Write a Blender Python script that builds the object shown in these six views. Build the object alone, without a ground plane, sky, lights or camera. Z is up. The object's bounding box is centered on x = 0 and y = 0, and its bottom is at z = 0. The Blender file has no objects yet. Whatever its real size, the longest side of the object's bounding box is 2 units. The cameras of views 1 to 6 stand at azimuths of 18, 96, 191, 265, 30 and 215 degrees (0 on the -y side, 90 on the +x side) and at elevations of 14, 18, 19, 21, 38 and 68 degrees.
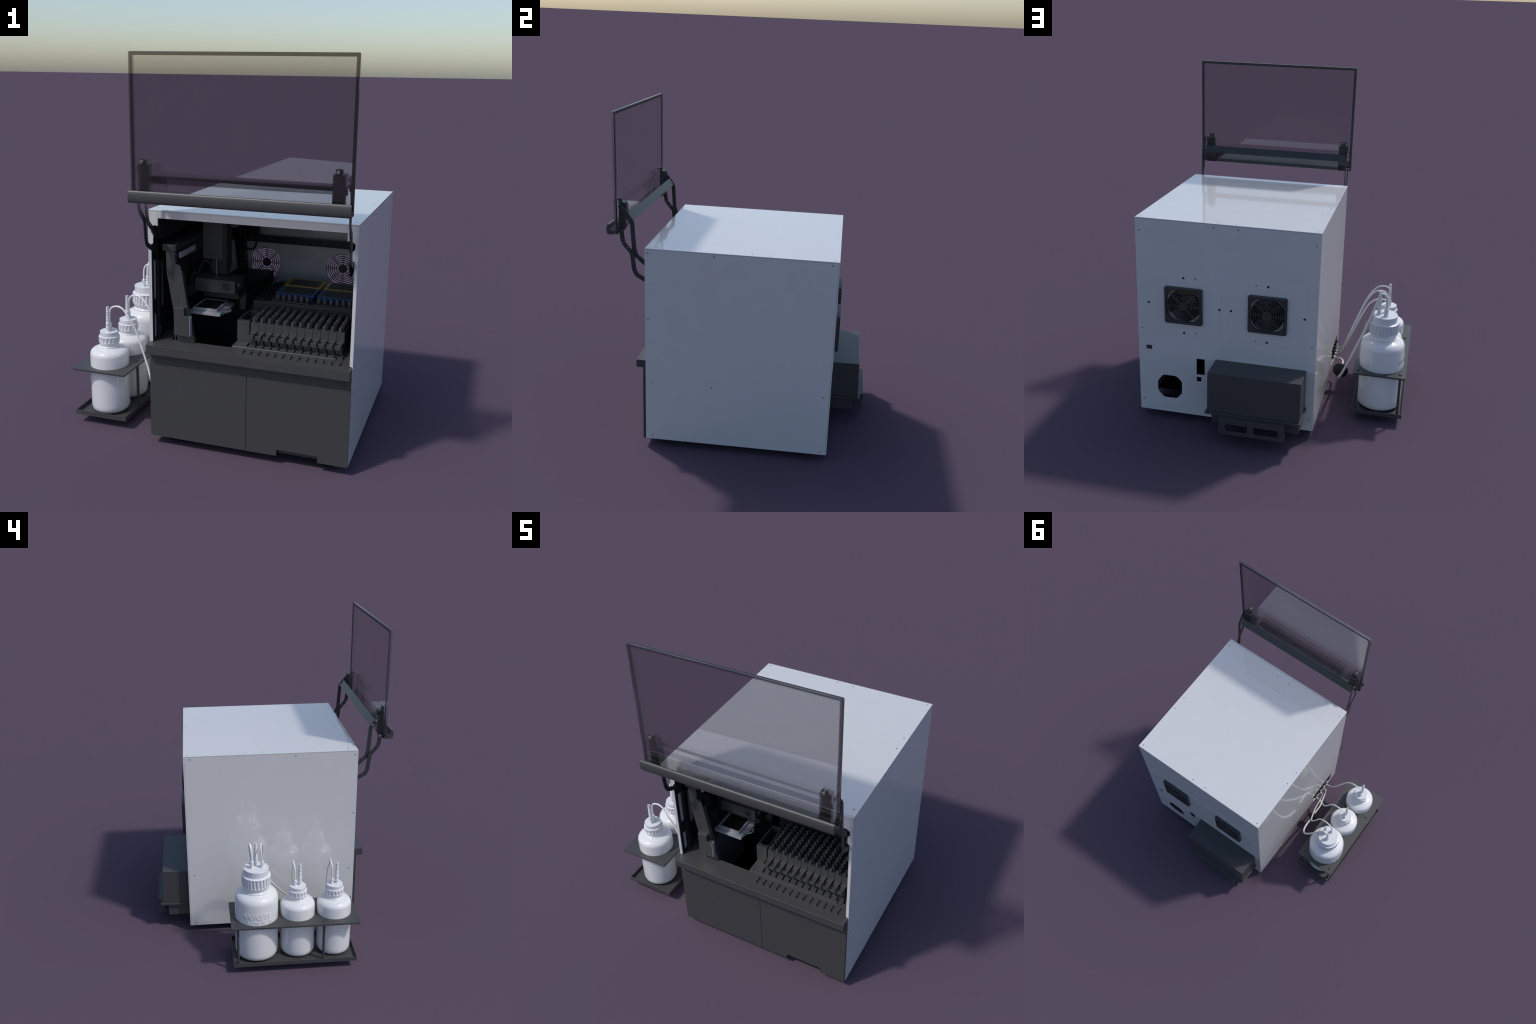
import bpy, bmesh, math, random
from mathutils import Vector, Matrix

random.seed(7)
COL = bpy.context.scene.collection

# ------------------------------------------------------------------ materials
def node_mat(name, color, rough=0.5, spec=0.5, metallic=0.0, coat=0.0, grain=0.0, grain_scale=60.0,
             bump=0.0, bump_scale=400.0, ior=1.5):
    m = bpy.data.materials.new(name)
    m.use_nodes = True
    nt = m.node_tree
    p = nt.nodes["Principled BSDF"]
    p.inputs["Roughness"].default_value = rough
    p.inputs["Specular IOR Level"].default_value = spec
    p.inputs["Metallic"].default_value = metallic
    p.inputs["IOR"].default_value = ior
    p.inputs["Coat Weight"].default_value = coat
    p.inputs["Coat Roughness"].default_value = 0.05
    tc = nt.nodes.new("ShaderNodeTexCoord")
    nz = nt.nodes.new("ShaderNodeTexNoise")
    nz.inputs["Scale"].default_value = grain_scale
    nz.inputs["Detail"].default_value = 4
    nt.links.new(tc.outputs["Object"], nz.inputs["Vector"])
    cr = nt.nodes.new("ShaderNodeValToRGB")
    lo = [max(0.0, c * (1 - grain)) for c in color]
    hi = [min(1.0, c * (1 + grain)) for c in color]
    cr.color_ramp.elements[0].position = 0.3
    cr.color_ramp.elements[1].position = 0.7
    cr.color_ramp.elements[0].color = (*lo, 1)
    cr.color_ramp.elements[1].color = (*hi, 1)
    nt.links.new(nz.outputs["Fac"], cr.inputs["Fac"])
    nt.links.new(cr.outputs["Color"], p.inputs["Base Color"])
    if bump > 0:
        n2 = nt.nodes.new("ShaderNodeTexNoise")
        n2.inputs["Scale"].default_value = bump_scale
        nt.links.new(tc.outputs["Object"], n2.inputs["Vector"])
        b = nt.nodes.new("ShaderNodeBump")
        b.inputs["Strength"].default_value = bump
        b.inputs["Distance"].default_value = 0.001
        nt.links.new(n2.outputs["Fac"], b.inputs["Height"])
        nt.links.new(b.outputs["Normal"], p.inputs["Normal"])
    return m

WHITE = node_mat("white_powder_coat", (0.62, 0.62, 0.63), 0.07, 0.5, grain=0.01, grain_scale=8, ior=1.95)
DARK = node_mat("anthracite_sheet", (0.050, 0.050, 0.052), 0.42, 0.5, grain=0.04, bump=0.05)
DOOR = node_mat("anthracite_door_paint", (0.050, 0.050, 0.052), 0.45, 0.5, grain=0.03, grain_scale=30, bump=0.04)
BLACK = node_mat("black_plastic", (0.018, 0.018, 0.019), 0.45, 0.4, grain=0.05)
PIT = node_mat("matt_black", (0.008, 0.008, 0.009), 0.7, 0.2, grain=0.05)
FANGREY = node_mat("fan_guard_plastic", (0.036, 0.037, 0.040), 0.45, 0.5, grain=0.04)
FRAME = node_mat("dark_lid_frame", (0.035, 0.036, 0.038), 0.35, 0.5, grain=0.03)
GREY = node_mat("grey_deck_plastic", (0.055, 0.055, 0.056), 0.4, 0.5, grain=0.04)
CAPGREY = node_mat("tube_cap_grey", (0.072, 0.070, 0.078), 0.5, 0.4, grain=0.12, grain_scale=300, bump=0.3)
BOTTLE = node_mat("white_polyethylene", (0.70, 0.705, 0.72), 0.10, 0.5, grain=0.01, grain_scale=10, ior=1.8)
BOTTLECAP = node_mat("white_bottle_cap", (0.66, 0.67, 0.70), 0.3, 0.5, grain=0.01, grain_scale=10)
TUBE = node_mat("milky_tubing", (0.70, 0.70, 0.69), 0.25, 0.5, grain=0.01)
SILVER = node_mat("pale_aluminium", (0.42, 0.44, 0.48), 0.4, 0.5, grain=0.03)
PLATEW = node_mat("white_plate_plastic", (0.34, 0.35, 0.38), 0.35, 0.5, grain=0.02)  # white darkened and cooled to bake in shade from roof and lid
BLUE = node_mat("blue_rack_plastic", (0.020, 0.10, 0.30), 0.4, 0.5, grain=0.05)
YELLOW = node_mat("yellow_rack_plastic", (0.62, 0.40, 0.04), 0.4, 0.5, grain=0.05)
GREEN = node_mat("green_marker", (0.01, 0.35, 0.02), 0.4, 0.5, grain=0.05)
STEEL = node_mat("steel_screw", (0.20, 0.20, 0.20), 0.35, 0.5, metallic=0.6, grain=0.05)
HOLE = node_mat("dark_screw_recess", (0.02, 0.02, 0.022), 0.6, 0.3, grain=0.05)

def glass_mat():
    m = bpy.data.materials.new("smoked_acrylic")
    m.use_nodes = True
    nt = m.node_tree
    p = nt.nodes["Principled BSDF"]
    tc = nt.nodes.new("ShaderNodeTexCoord")
    nz = nt.nodes.new("ShaderNodeTexNoise")
    nz.inputs["Scale"].default_value = 2.0
    cr = nt.nodes.new("ShaderNodeValToRGB")
    cr.color_ramp.elements[0].color = (0.33, 0.32, 0.32, 1)
    cr.color_ramp.elements[1].color = (0.37, 0.36, 0.36, 1)
    nt.links.new(tc.outputs["Object"], nz.inputs["Vector"])
    nt.links.new(nz.outputs["Fac"], cr.inputs["Fac"])
    nt.links.new(cr.outputs["Color"], p.inputs["Base Color"])
    p.inputs["Transmission Weight"].default_value = 1.0
    p.inputs["Roughness"].default_value = 0.0
    p.inputs["IOR"].default_value = 1.95
    p.inputs["Alpha"].default_value = 0.54
    return m
GLASS = glass_mat()

# ------------------------------------------------------------------ builders
def thing(name, label, category, loc):
    e = bpy.data.objects.new(name, None)
    e.location = loc
    e["label"] = label
    e["category"] = category
    COL.objects.link(e)
    return e

def put(obj, parent, kind=None):
    COL.objects.link(obj)
    obj.parent = parent
    off = Vector(parent.location)   # every parent's world place equals its own location
    obj.matrix_parent_inverse = Matrix.Translation(-off)
    if kind:
        obj["kind"] = kind
    return obj

def from_bm(bm, name, mat, parent, smooth=None, kind=None):
    me = bpy.data.meshes.new(name)
    bmesh.ops.recalc_face_normals(bm, faces=bm.faces)
    bm.to_mesh(me)
    bm.free()
    for m in (mat if isinstance(mat, (list, tuple)) else [mat]):
        me.materials.append(m)
    if smooth is not None:
        me.shade_smooth()
        me.set_sharp_from_angle(angle=math.radians(smooth))
    return put(bpy.data.objects.new(name, me), parent, kind)

def add_box(bm, x0, x1, y0, y1, z0, z1, bev=0.0, seg=2, mi=0):
    r = bmesh.ops.create_cube(bm, size=1)
    for v in r["verts"]:
        v.co = Vector(((x0 + x1) / 2 + v.co.x * (x1 - x0), (y0 + y1) / 2 + v.co.y * (y1 - y0),
                       (z0 + z1) / 2 + v.co.z * (z1 - z0)))
    faces = list({f for v in r["verts"] for f in v.link_faces})
    for f in faces:
        f.material_index = mi
    if bev > 0:
        es = list({e for v in r["verts"] for e in v.link_edges})
        o = bmesh.ops.bevel(bm, geom=es, offset=bev, segments=seg, affect="EDGES", profile=0.5)
        for f in o["faces"]:
            f.material_index = mi

def box(name, parent, mat, x0, x1, y0, y1, z0, z1, bev=0.002, seg=2):
    bm = bmesh.new()
    add_box(bm, x0, x1, y0, y1, z0, z1, bev, seg)
    return from_bm(bm, name, mat, parent, 18)

def add_lathe(bm, prof, c, axis="Z", n=48, mi=0):
    """prof: list of (radius, height) ; c: base point ; revolve round axis."""
    def place(r, h, a):
        u, v = r * math.cos(a), r * math.sin(a)
        if axis == "Z":
            return Vector((c[0] + u, c[1] + v, c[2] + h))
        if axis == "Y":
            return Vector((c[0] + u, c[1] + h, c[2] + v))
        return Vector((c[0] + h, c[1] + u, c[2] + v))
    rings = []
    for r, h in prof:
        if r < 1e-6:
            rings.append([bm.verts.new(place(0, h, 0))])
        else:
            rings.append([bm.verts.new(place(r, h, 2 * math.pi * i / n)) for i in range(n)])
    for a, b in zip(rings, rings[1:]):
        for i in range(n):
            j = (i + 1) % n
            if len(a) == 1 and len(b) == 1:
                continue
            if len(a) == 1:
                f = bm.faces.new((a[0], b[i], b[j]))
            elif len(b) == 1:
                f = bm.faces.new((a[i], b[0], a[j]))
            else:
                f = bm.faces.new((a[i], b[i], b[j], a[j]))
            f.material_index = mi

def lathe(name, parent, mat, prof, c, axis="Z", n=48, smooth=35):
    bm = bmesh.new()
    add_lathe(bm, prof, c, axis, n)
    return from_bm(bm, name, mat, parent, smooth)

def cyl_prof(r, h0, h1, bev=0.0):
    if bev:
        return [(0, h0), (r - bev, h0), (r, h0 + bev), (r, h1 - bev), (r - bev, h1), (0, h1)]
    return [(0, h0), (r, h0), (r, h1), (0, h1)]

def spline_pts(pts, per=8):
    """Catmull-Rom through the points."""
    P = [Vector(p) for p in pts]
    P = [P[0] * 2 - P[1]] + P + [P[-1] * 2 - P[-2]]
    out = []
    for i in range(1, len(P) - 2):
        a, b, c, d = P[i - 1], P[i], P[i + 1], P[i + 2]
        for k in range(per):
            t = k / per
            out.append(0.5 * ((2 * b) + (c - a) * t + (2 * a - 5 * b + 4 * c - d) * t * t
                              + (3 * b - a - 3 * c + d) * t ** 3))
    out.append(P[-2])
    return out

def add_sweep(bm, pts, r, n=12, radii=None, mi=0, cap=True):
    pts = [Vector(p) for p in pts]
    rings = []
    up = None
    for i, p in enumerate(pts):
        t = (pts[min(i + 1, len(pts) - 1)] - pts[max(i - 1, 0)]).normalized()
        if up is None:
            up = t.orthogonal().normalized()
        up = (up - t * up.dot(t)).normalized()
        side = t.cross(up)
        rr = radii[i] if radii else r
        rings.append([bm.verts.new(p + (up * math.cos(2 * math.pi * k / n) + side * math.sin(2 * math.pi * k / n)) * rr)
                      for k in range(n)])
    for a, b in zip(rings, rings[1:]):
        for k in range(n):
            bm.faces.new((a[k], a[(k + 1) % n], b[(k + 1) % n], b[k])).material_index = mi
    if cap:
        bm.faces.new(rings[0]).material_index = mi
        bm.faces.new(rings[-1][::-1]).material_index = mi

def tube(name, parent, mat, pts, r, n=12, per=8, kind=None):
    bm = bmesh.new()
    add_sweep(bm, spline_pts(pts, per), r, n)
    return from_bm(bm, name, mat, parent, 60, kind)

def circle(cx, cy, r, n=48, a0=0.0):
    return [(cx + r * math.cos(a0 + 2 * math.pi * i / n), cy + r * math.sin(a0 + 2 * math.pi * i / n)) for i in range(n)]

def rrect(x0, x1, y0, y1, r=0.004, n=5):
    out = []
    for cx, cy, a in ((x1 - r, y1 - r, 0), (x0 + r, y1 - r, 90), (x0 + r, y0 + r, 180), (x1 - r, y0 + r, 270)):
        for i in range(n + 1):
            t = math.radians(a + 90 * i / n)
            out.append((cx + r * math.cos(t), cy + r * math.sin(t)))
    return out

def round_poly(pts, r, n=5):
    """Round every corner of a polygon by radius r (fillet by quadratic arc)."""
    out = []
    L = len(pts)
    for i in range(L):
        p, a, b = Vector(pts[i]), Vector(pts[i - 1]), Vector(pts[(i + 1) % L])
        d1, d2 = (a - p), (b - p)
        k = min(r, d1.length * 0.45, d2.length * 0.45)
        s, e = p + d1.normalized() * k, p + d2.normalized() * k
        for j in range(n + 1):
            t = j / n
            q = s * (1 - t) ** 2 + p * 2 * t * (1 - t) + e * t * t
            out.append((q.x, q.y))
    return out

def plate_mesh(outer, holes, plane, c0, c1, bev=0.0):
    """Flat sheet cut to a 2D outline with holes, between two coordinates of its normal axis.
    plane: 'XY','XZ','YZ' (the 2D axes)."""
    cu = bpy.data.curves.new("outline", "CURVE")
    cu.dimensions = "2D"
    cu.fill_mode = "BOTH"
    cu.extrude = max(1e-5, abs(c1 - c0) / 2 - bev)
    cu.bevel_depth = bev
    cu.bevel_resolution = 1
    cu.offset = -bev
    for loop in [outer] + list(holes):
        sp = cu.splines.new("POLY")
        sp.points.add(len(loop) - 1)
        for q, (u, v) in zip(sp.points, loop):
            q.co = (u, v, 0, 1)
        sp.use_cyclic_u = True
    ob = bpy.data.objects.new("outline", cu)
    COL.objects.link(ob)
    bpy.context.view_layer.update()
    me = bpy.data.meshes.new_from_object(ob.evaluated_get(bpy.context.evaluated_depsgraph_get()))
    bpy.data.objects.remove(ob)
    bpy.data.curves.remove(cu)
    mid = (c0 + c1) / 2
    bm = bmesh.new()
    bm.from_mesh(me)
    bpy.data.meshes.remove(me)
    bmesh.ops.remove_doubles(bm, verts=bm.verts, dist=1e-6)
    for v in bm.verts:
        a, b, c = v.co
        v.co = {"XY": (a, b, mid + c), "XZ": (a, mid + c, b), "YZ": (mid + c, a, b)}[plane]
    return bm

def plate(name, parent, mat, outer, holes, plane, c0, c1, bev=0.0, smooth=18, kind=None):
    return from_bm(plate_mesh(outer, holes, plane, c0, c1, bev), name, mat, parent, smooth, kind)

def prism(name, parent, mat, prof, axis, c0, c1, bev=0.0, smooth=18):
    """Extrude a closed profile along an axis: axis X -> profile (y,z); Y -> (x,z); Z -> (x,y)."""
    plane = {"X": "YZ", "Y": "XZ", "Z": "XY"}[axis]
    return plate(name, parent, mat, prof, [], plane, c0, c1, bev, smooth)

# ------------------------------------------------------------------ main dimensions
XL, XR = -0.2765, 0.7780          # cabinet sides
YF, YB = -0.5420, 0.5515          # cabinet front / back
ZB, ZT = 0.0460, 1.2520           # cabinet bottom / top
XC = (XL + XR) / 2
T = 0.006                          # sheet thickness
DECK = 0.5625

analyzer = thing("laboratory_analyzer",
                 "white benchtop laboratory analyzer with raised smoked lid and open deck",
                 "lab instrument", (XC, 0, 0))

# ------------------------------------------------------------------ cabinet shell
box("roof_panel", analyzer, WHITE, XL, XR, YF + 0.0004, YB - 0.0005, ZT - T, ZT, 0.0015)
# front lip of the roof
box("roof_lip", analyzer, WHITE, XL + 0.0535, XR - 0.0535, YF, YF + 0.007, ZT - 0.0415, ZT - T - 0.0003, 0.001)
# side panels (with the tube slot in the left one)
side_outline = [(YF, ZB), (YB - T - 0.001, ZB), (YB - T - 0.001, ZT - T - 0.0005), (YF, ZT - T - 0.0005)]
slot_hole = rrect(-0.466, -0.205, 0.085, 0.208, 0.004)
plate("side_panel", analyzer, WHITE, side_outline, [slot_hole], "YZ", XL, XL + T)
plate("side_panel", analyzer, WHITE, side_outline, [], "YZ", XR - T, XR)
# front returns of the side panels, notched for the lid arms
def front_return(sign):
    xo = XL if sign < 0 else XR
    f = lambda d: xo - sign * d
    pts = [(f(0.0004), DECK + 0.003), (f(0.0155), DECK + 0.003), (f(0.0155), 1.078), (f(0.0235), 1.080), (f(0.0258), 1.086),
           (f(0.0265), 1.122), (f(0.0155), 1.138), (f(0.0155), 1.160), (f(0.0320), 1.1745), (f(0.0525), 1.1725),
           (f(0.0525), ZT - T - 0.0005), (f(0.0004), ZT - T - 0.0005)]
    plate("front_return", analyzer, WHITE, pts, [], "XZ", YF + 0.0006, YF + 0.0066)
front_return(-1)
front_return(1)

# rear panel with every cut-out
FANS = [(0.4960, 0.7510), (0.0065, 0.7510)]
octagon = []
for u, v in ((-0.0755, -0.034), (-0.0755, 0.030), (-0.040, 0.0755), (0.040, 0.0755), (0.0755, 0.042), (0.0755, -0.034),
             (0.042, -0.0755), (-0.037, -0.0755)):
    octagon.append((0.5915 - u, 0.2145 + v))
rear_holes = [circle(cx, cz, 0.0985, 64) for cx, cz in FANS]
rear_holes += [round_poly(octagon, 0.012, 3), rrect(0.375, 0.4249, 0.319, 0.422, 0.001),
               rrect(0.3955, 0.4235, 0.273, 0.304, 0.001)]
plate("rear_panel", analyzer, WHITE,
      [(XL + 0.0006, ZB), (XR - 0.0006, ZB), (XR - 0.0006, ZT - T - 0.0005), (XL + 0.0006, ZT - T - 0.0005)],
      rear_holes, "XZ", YB - T, YB)
for (cx, cz), (a, b) in zip(FANS, ((0.2775, 0.712), (-0.2130, 0.2260))):
    plate("fan_cover_plate", analyzer, WHITE, rrect(a, b, 0.569, 0.9275, 0.003), [circle(cx, cz, 0.0986, 64)],
          "XZ", YB + 0.0003, YB + 0.0021)
box("label_plate", analyzer, FANGREY, 0.6967, 0.7318, YB - 0.001, YB + 0.0012, 0.4492, 0.4735, 0.0004, 1)

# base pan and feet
for x in (XL + 0.11, XR - 0.11):
    for y in (YF + 0.06, YB - 0.09):
        box("foot_pad", analyzer, BLACK, x - 0.10 if x < 0 else x + 0.02, x - 0.02 if x < 0 else x + 0.10, y - 0.055 if y < 0 else y - 0.02, y + 0.02 if y < 0 else y + 0.083, 0.0375, ZB - 0.0006, 0.001)
        lathe("levelling_foot", analyzer, BLACK, [(0, 0), (0.030, 0), (0.034, 0.004), (0.034, 0.012), (0.020, 0.018),
                                                  (0.020, 0.0450), (0, 0.0450)], (x, y, 0), n=32)
# small cross-recess screws on the panels
def screw_mesh(r):
    bm = bmesh.new()
    add_lathe(bm, [(0, 0.0), (r * 0.35, 0.0), (r * 0.42, 0.0002), (r, 0.0003), (r * 1.05, 0.0)], (0, 0, 0), "Z", 14)
    bmesh.ops.recalc_face_normals(bm, faces=bm.faces)
    me = bpy.data.meshes.new("panel_screw")
    bm.to_mesh(me)
    bm.free()
    me.materials.append(HOLE)
    return me
SCREW = screw_mesh(0.0036)
SCREW_BIG = screw_mesh(0.0068)
SCREW_SMALL = screw_mesh(0.0036)
def screw(mesh, loc, axis):
    o = bpy.data.objects.new("panel_screw", mesh)
    rot = {"z": (0, 0, 0), "y": (-math.pi / 2, 0, 0), "-y": (math.pi / 2, 0, 0), "x": (0, math.pi / 2, 0), "-x": (0, -math.pi / 2, 0)}[axis]
    o.rotation_euler = rot
    o.location = loc
    put(o, analyzer)
for y, z in ((-0.5235, 1.2245), (-0.1477, 1.2305), (0.5104, 1.2305), (-0.5244, 0.8235), (-0.507, 0.4235), (0.5105, 0.4235),
             (-0.507, 0.0642), (0.5105, 0.0642)):
    screw(SCREW, (XR + 0.0002, y, z), "x")
    screw(SCREW, (XL - 0.0002, y, z), "-x")
screw(SCREW, (XR + 0.0002, -0.1466, 0.4241), "x")
for x in (0.753, 0.3035, 0.1985, -0.2505):
    screw(SCREW, (x, -0.4812, ZT + 0.0002), "z")
    screw(SCREW, (x, 0.5278, ZT + 0.0002), "z")
for x in (0.753, -0.2508):
    screw(SCREW, (x, 0.0634, ZT + 0.0002), "z")
    screw(SCREW, (x, 0.1679, ZT + 0.0002), "z")
for x, z in ((0.7535, 0.5805), (-0.2507, 0.5805), (0.753, 1.1773), (-0.251, 1.1773), (0.321, 1.2291), (0.182, 1.2291),
             (0.7537, 0.1145), (-0.2507, 0.1145)):
    screw(SCREW, (x, YB + 0.0002, z), "y")
for cx, cz in FANS:
    s = 1 if cx > 0.25 else -1
    for x, z in ((cx + 0.0015, 0.9167), (cx + 0.0015, 0.5786), (cx - 0.2095, 0.7478), (cx + 0.212, 0.7480)):
        screw(SCREW_BIG, (x, YB + 0.0024, z), "y")
    for z in (0.9183, 0.5811):
        screw(SCREW_SMALL, (cx - s * 0.0695, YB + 0.0024, z), "y")

# ------------------------------------------------------------------ rear fans
def fan_opening(cx, cz, r, n=72):
    """Round opening that bulges towards the four corners."""
    out = []
    for i in range(n):
        a = 2 * math.pi * i / n
        k = r * (1 + 0.13 * abs(math.sin(2 * a)) ** 3)
        out.append((cx + k * math.cos(a), cz + k * math.sin(a)))
    return out
def fan(cx, cz):
    y0, y1 = YB + 0.0022, YB + 0.0245
    h = 0.1115
    bm = plate_mesh(rrect(cx - h, cx + h, cz - h, cz + h, 0.012), [fan_opening(cx, cz, 0.0995)], "XZ", y0, y1 - 0.004, 0.003)
    bm2 = plate_mesh(rrect(cx - h + 0.003, cx + h - 0.003, cz - h + 0.003, cz + h - 0.003, 0.010),
                     [fan_opening(cx, cz, 0.0985)], "XZ", y1 - 0.006, y1, 0.002)
    me = bpy.data.meshes.new("tmp")
    bm2.to_mesh(me)
    bm2.free()
    bm.from_mesh(me)
    bpy.data.meshes.remove(me)
    f = from_bm(bm, "fan_guard", FANGREY, analyzer, 18)
    # grille: concentric rings, double spokes and the hub
    yg0, yg1 = y1 - 0.006, y1 - 0.0006
    bm = bmesh.new()
    add_lathe(bm, cyl_prof(0.028, yg0, yg1 + 0.001, 0.001), (cx, 0, cz), "Y", 40)
    for k in range(5):
        r = 0.0405 + k * 0.0128
        w = 0.0026
        add_lathe(bm, [(r - w, yg0), (r + w, yg0), (r + w, yg1), (r - w, yg1), (r - w, yg0)], (cx, 0, cz), "Y", 64)
    for k in range(8):
        a = math.pi * k / 4
        for off in (-0.0042, 0.0042):
            d = Vector((math.cos(a), 0, math.sin(a)))
            n = Vector((-math.sin(a), 0, math.cos(a)))
            p0 = Vector((cx, (yg0 + yg1) / 2 + 0.0004, cz)) + d * 0.026 + n * off
            p1 = Vector((cx, (yg0 + yg1) / 2 + 0.0004, cz)) + d * (0.0995 if k % 2 == 0 else 0.110) + n * off
            add_sweep(bm, [p0, p1], 0.0019, 6)
    g = from_bm(bm, "fan_grille", FANGREY, f, 40)
    return f
for cx, cz in FANS:
    fan(cx, cz)

# ------------------------------------------------------------------ power transformer housing on the back
hous = prism("transformer_housing", analyzer, DARK,
             [(YB + 0.001, 0.197), (0.7285, 0.197), (0.7195, 0.4325), (YB + 0.001, 0.4325)], "X", -0.2255, 0.3078, 0.0015)
box("housing_flange", hous, DARK, -0.2345, 0.3180, YB + 0.001, 0.7420, 0.1840, 0.1965, 0.0015)
box("transformer_base", hous, DARK, -0.2170, 0.2925, YB + 0.001, 0.6915, 0.1000, 0.1838, 0.0015)
br_holes = [rrect(0.0655, 0.1935, 0.1040, 0.1480, 0.008), rrect(-0.1112, 0.0278, 0.1040, 0.1480, 0.008)]
br = plate("mounting_bracket", analyzer, DARK, rrect(-0.1470, 0.2310, 0.0800, 0.1835, 0.001), br_holes, "XZ", 0.7540, 0.7580)
box("bracket_rail", br, DARK, -0.1468, 0.2308, 0.7582, 0.7640, 0.1485, 0.1830, 0.001)
box("bracket_rail", br, DARK, -0.1468, 0.2308, 0.7582, 0.7620, 0.0802, 0.1040, 0.001)
box("bracket_shelf", br, DARK, -0.1468, 0.2308, 0.7160, 0.7538, 0.0800, 0.0840, 0.001)
box("bracket_shelf", br, DARK, -0.1468, 0.2308, 0.7160, 0.7538, 0.1480, 0.1835, 0.001)
for x in (-0.142, 0.226):
    box("bracket_cheek", br, DARK, x - 0.004, x + 0.004, 0.7162, 0.7538, 0.0842, 0.1478, 0.001)
for x in (-0.208, 0.29):
    o = bpy.data.objects.new("panel_screw", SCREW)
    o.location = (x, 0.655, 0.4327)
    put(o, analyzer)

# ------------------------------------------------------------------ front doors and ledge
DX0, DX1, DM = XL + 0.0035, XR - 0.0015, 0.2532
DY0, DY1 = -0.5580, -0.5450
DTOP = 0.4540
box("front_door", analyzer, DOOR, DX0, DM - 0.0009, DY0, DY1, ZB + 0.001, DTOP, 0.0015)
notch = [(DM + 0.0009, ZB + 0.001), (0.4075, ZB + 0.001), (0.4075, 0.0465 + 0.0025), (0.4160, 0.0475), (0.4160, 0.0805),
         (0.6260, 0.0805), (0.6260, 0.0470), (DX1, 0.0455), (DX1, DTOP), (DM + 0.0009, DTOP)]
prism("front_door", analyzer, DOOR, notch, "Y", DY0, DY1, 0.001)
box("door_recess_panel", analyzer, DARK, 0.40, 0.64, -0.5340, -0.5300, ZB + 0.007, 0.10, 0.0005)
# recessed grip band between doors and ledge
prism("grip_band", analyzer, DARK, [(-0.5572, DTOP + 0.0012), (-0.5572, 0.5165), (-0.540, 0.5165), (-0.540, DTOP + 0.0012)],
      "X", DX0 + 0.001, DX1 - 0.001, 0.001)
bm = bmesh.new()
add_lathe(bm, [(0.0085, -0.0015), (0.0105, -0.0015), (0.0112, 0.0), (0.0085, 0.0), (0.0085, -0.0015)], (0.7440, -0.5574, 0.4775), "Y", 32)
add_lathe(bm, cyl_prof(0.0065, -0.0012, 0.001, 0.0004), (0.7440, -0.5574, 0.4775), "Y", 24)
from_bm(bm, "round_lock", DOOR, analyzer, 40)
LX0, LX1 = XL + 0.001, XR - 0.003
# ledge: front apron + top plate with the pit cut out of it
prism("deck_apron", analyzer, DOOR, [(-0.5975, 0.5150), (-0.5975, 0.5615), (-0.5955, DECK - 0.0002), (-0.590, DECK - 0.0002),
                                     (-0.590, DECK - 0.0065), (-0.5430, DECK - 0.0065), (-0.5430, 0.5150)], "X", LX0, LX1, 0.0008)
deck_outline = [(LX0, -0.5896), (LX1, -0.5896), (LX1, YF - 0.0005), (XR - 0.020, YF - 0.0005), (XR - 0.020, 0.50),
                (XL + 0.020, 0.50), (XL + 0.020, YF - 0.0005), (LX0, YF - 0.0005)]
plate("deck_plate", analyzer, GREY, deck_outline, [[(-0.1900, -0.4795), (0.1445, -0.4795), (0.1445, 0.10), (-0.1900, 0.10)],
                                                   circle(-0.215, -0.5225, 0.0035, 16)],
      "XY", DECK - 0.006, DECK)
# dark partition; black sheet modelled for shadowed ground below; rear bay stays open
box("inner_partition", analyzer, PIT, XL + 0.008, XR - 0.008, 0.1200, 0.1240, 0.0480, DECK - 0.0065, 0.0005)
box("shadow_floor_sheet", analyzer, PIT, XL + 0.008, XR - 0.008, -0.5380, 0.3000, 0.0460, 0.0475, 0.0005)
box("socket_cheek", analyzer, PIT, 0.3660, 0.3700, 0.4400, 0.5000, 0.2950, 0.4350, 0.001)
box("fuse_box", analyzer, PIT, 0.6400, 0.7500, 0.3900, 0.5000, 0.0480, 0.0620, 0.002)
# ------------------------------------------------------------------ sample racks on the deck
step = prism("rack_base_plate", analyzer, GREY,
             [(-0.4770, DECK + 0.0004), (-0.4765, 0.5692), (-0.4758, 0.5700), (-0.12, 0.5700), (-0.12, DECK + 0.0004)], "X", 0.1465, 0.6800)
prism("rack_base_plate", analyzer, GREY,
      [(-0.4450, DECK + 0.0004), (-0.4450, 0.5660), (-0.12, 0.5660), (-0.12, DECK + 0.0004)], "X", 0.6803, 0.7560)
# open waste bin left of the racks
bin_bm = plate_mesh(round_poly([(0.1430, -0.3890), (0.2110, -0.3890), (0.2110, -0.1950), (0.1430, -0.1950)], 0.006),
                    [round_poly([(0.1530, -0.3600), (0.2020, -0.3600), (0.2020, -0.2020), (0.1530, -0.2020)], 0.018)],
                    "XY", 0.5703, 0.6790, 0.002)
from_bm(bin_bm, "waste_bin", GREY, analyzer, 18)
box("waste_bin_floor", analyzer, BLACK, 0.1520, 0.2030, -0.3610, -0.2010, 0.5712, 0.5800, 0.001)

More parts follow.
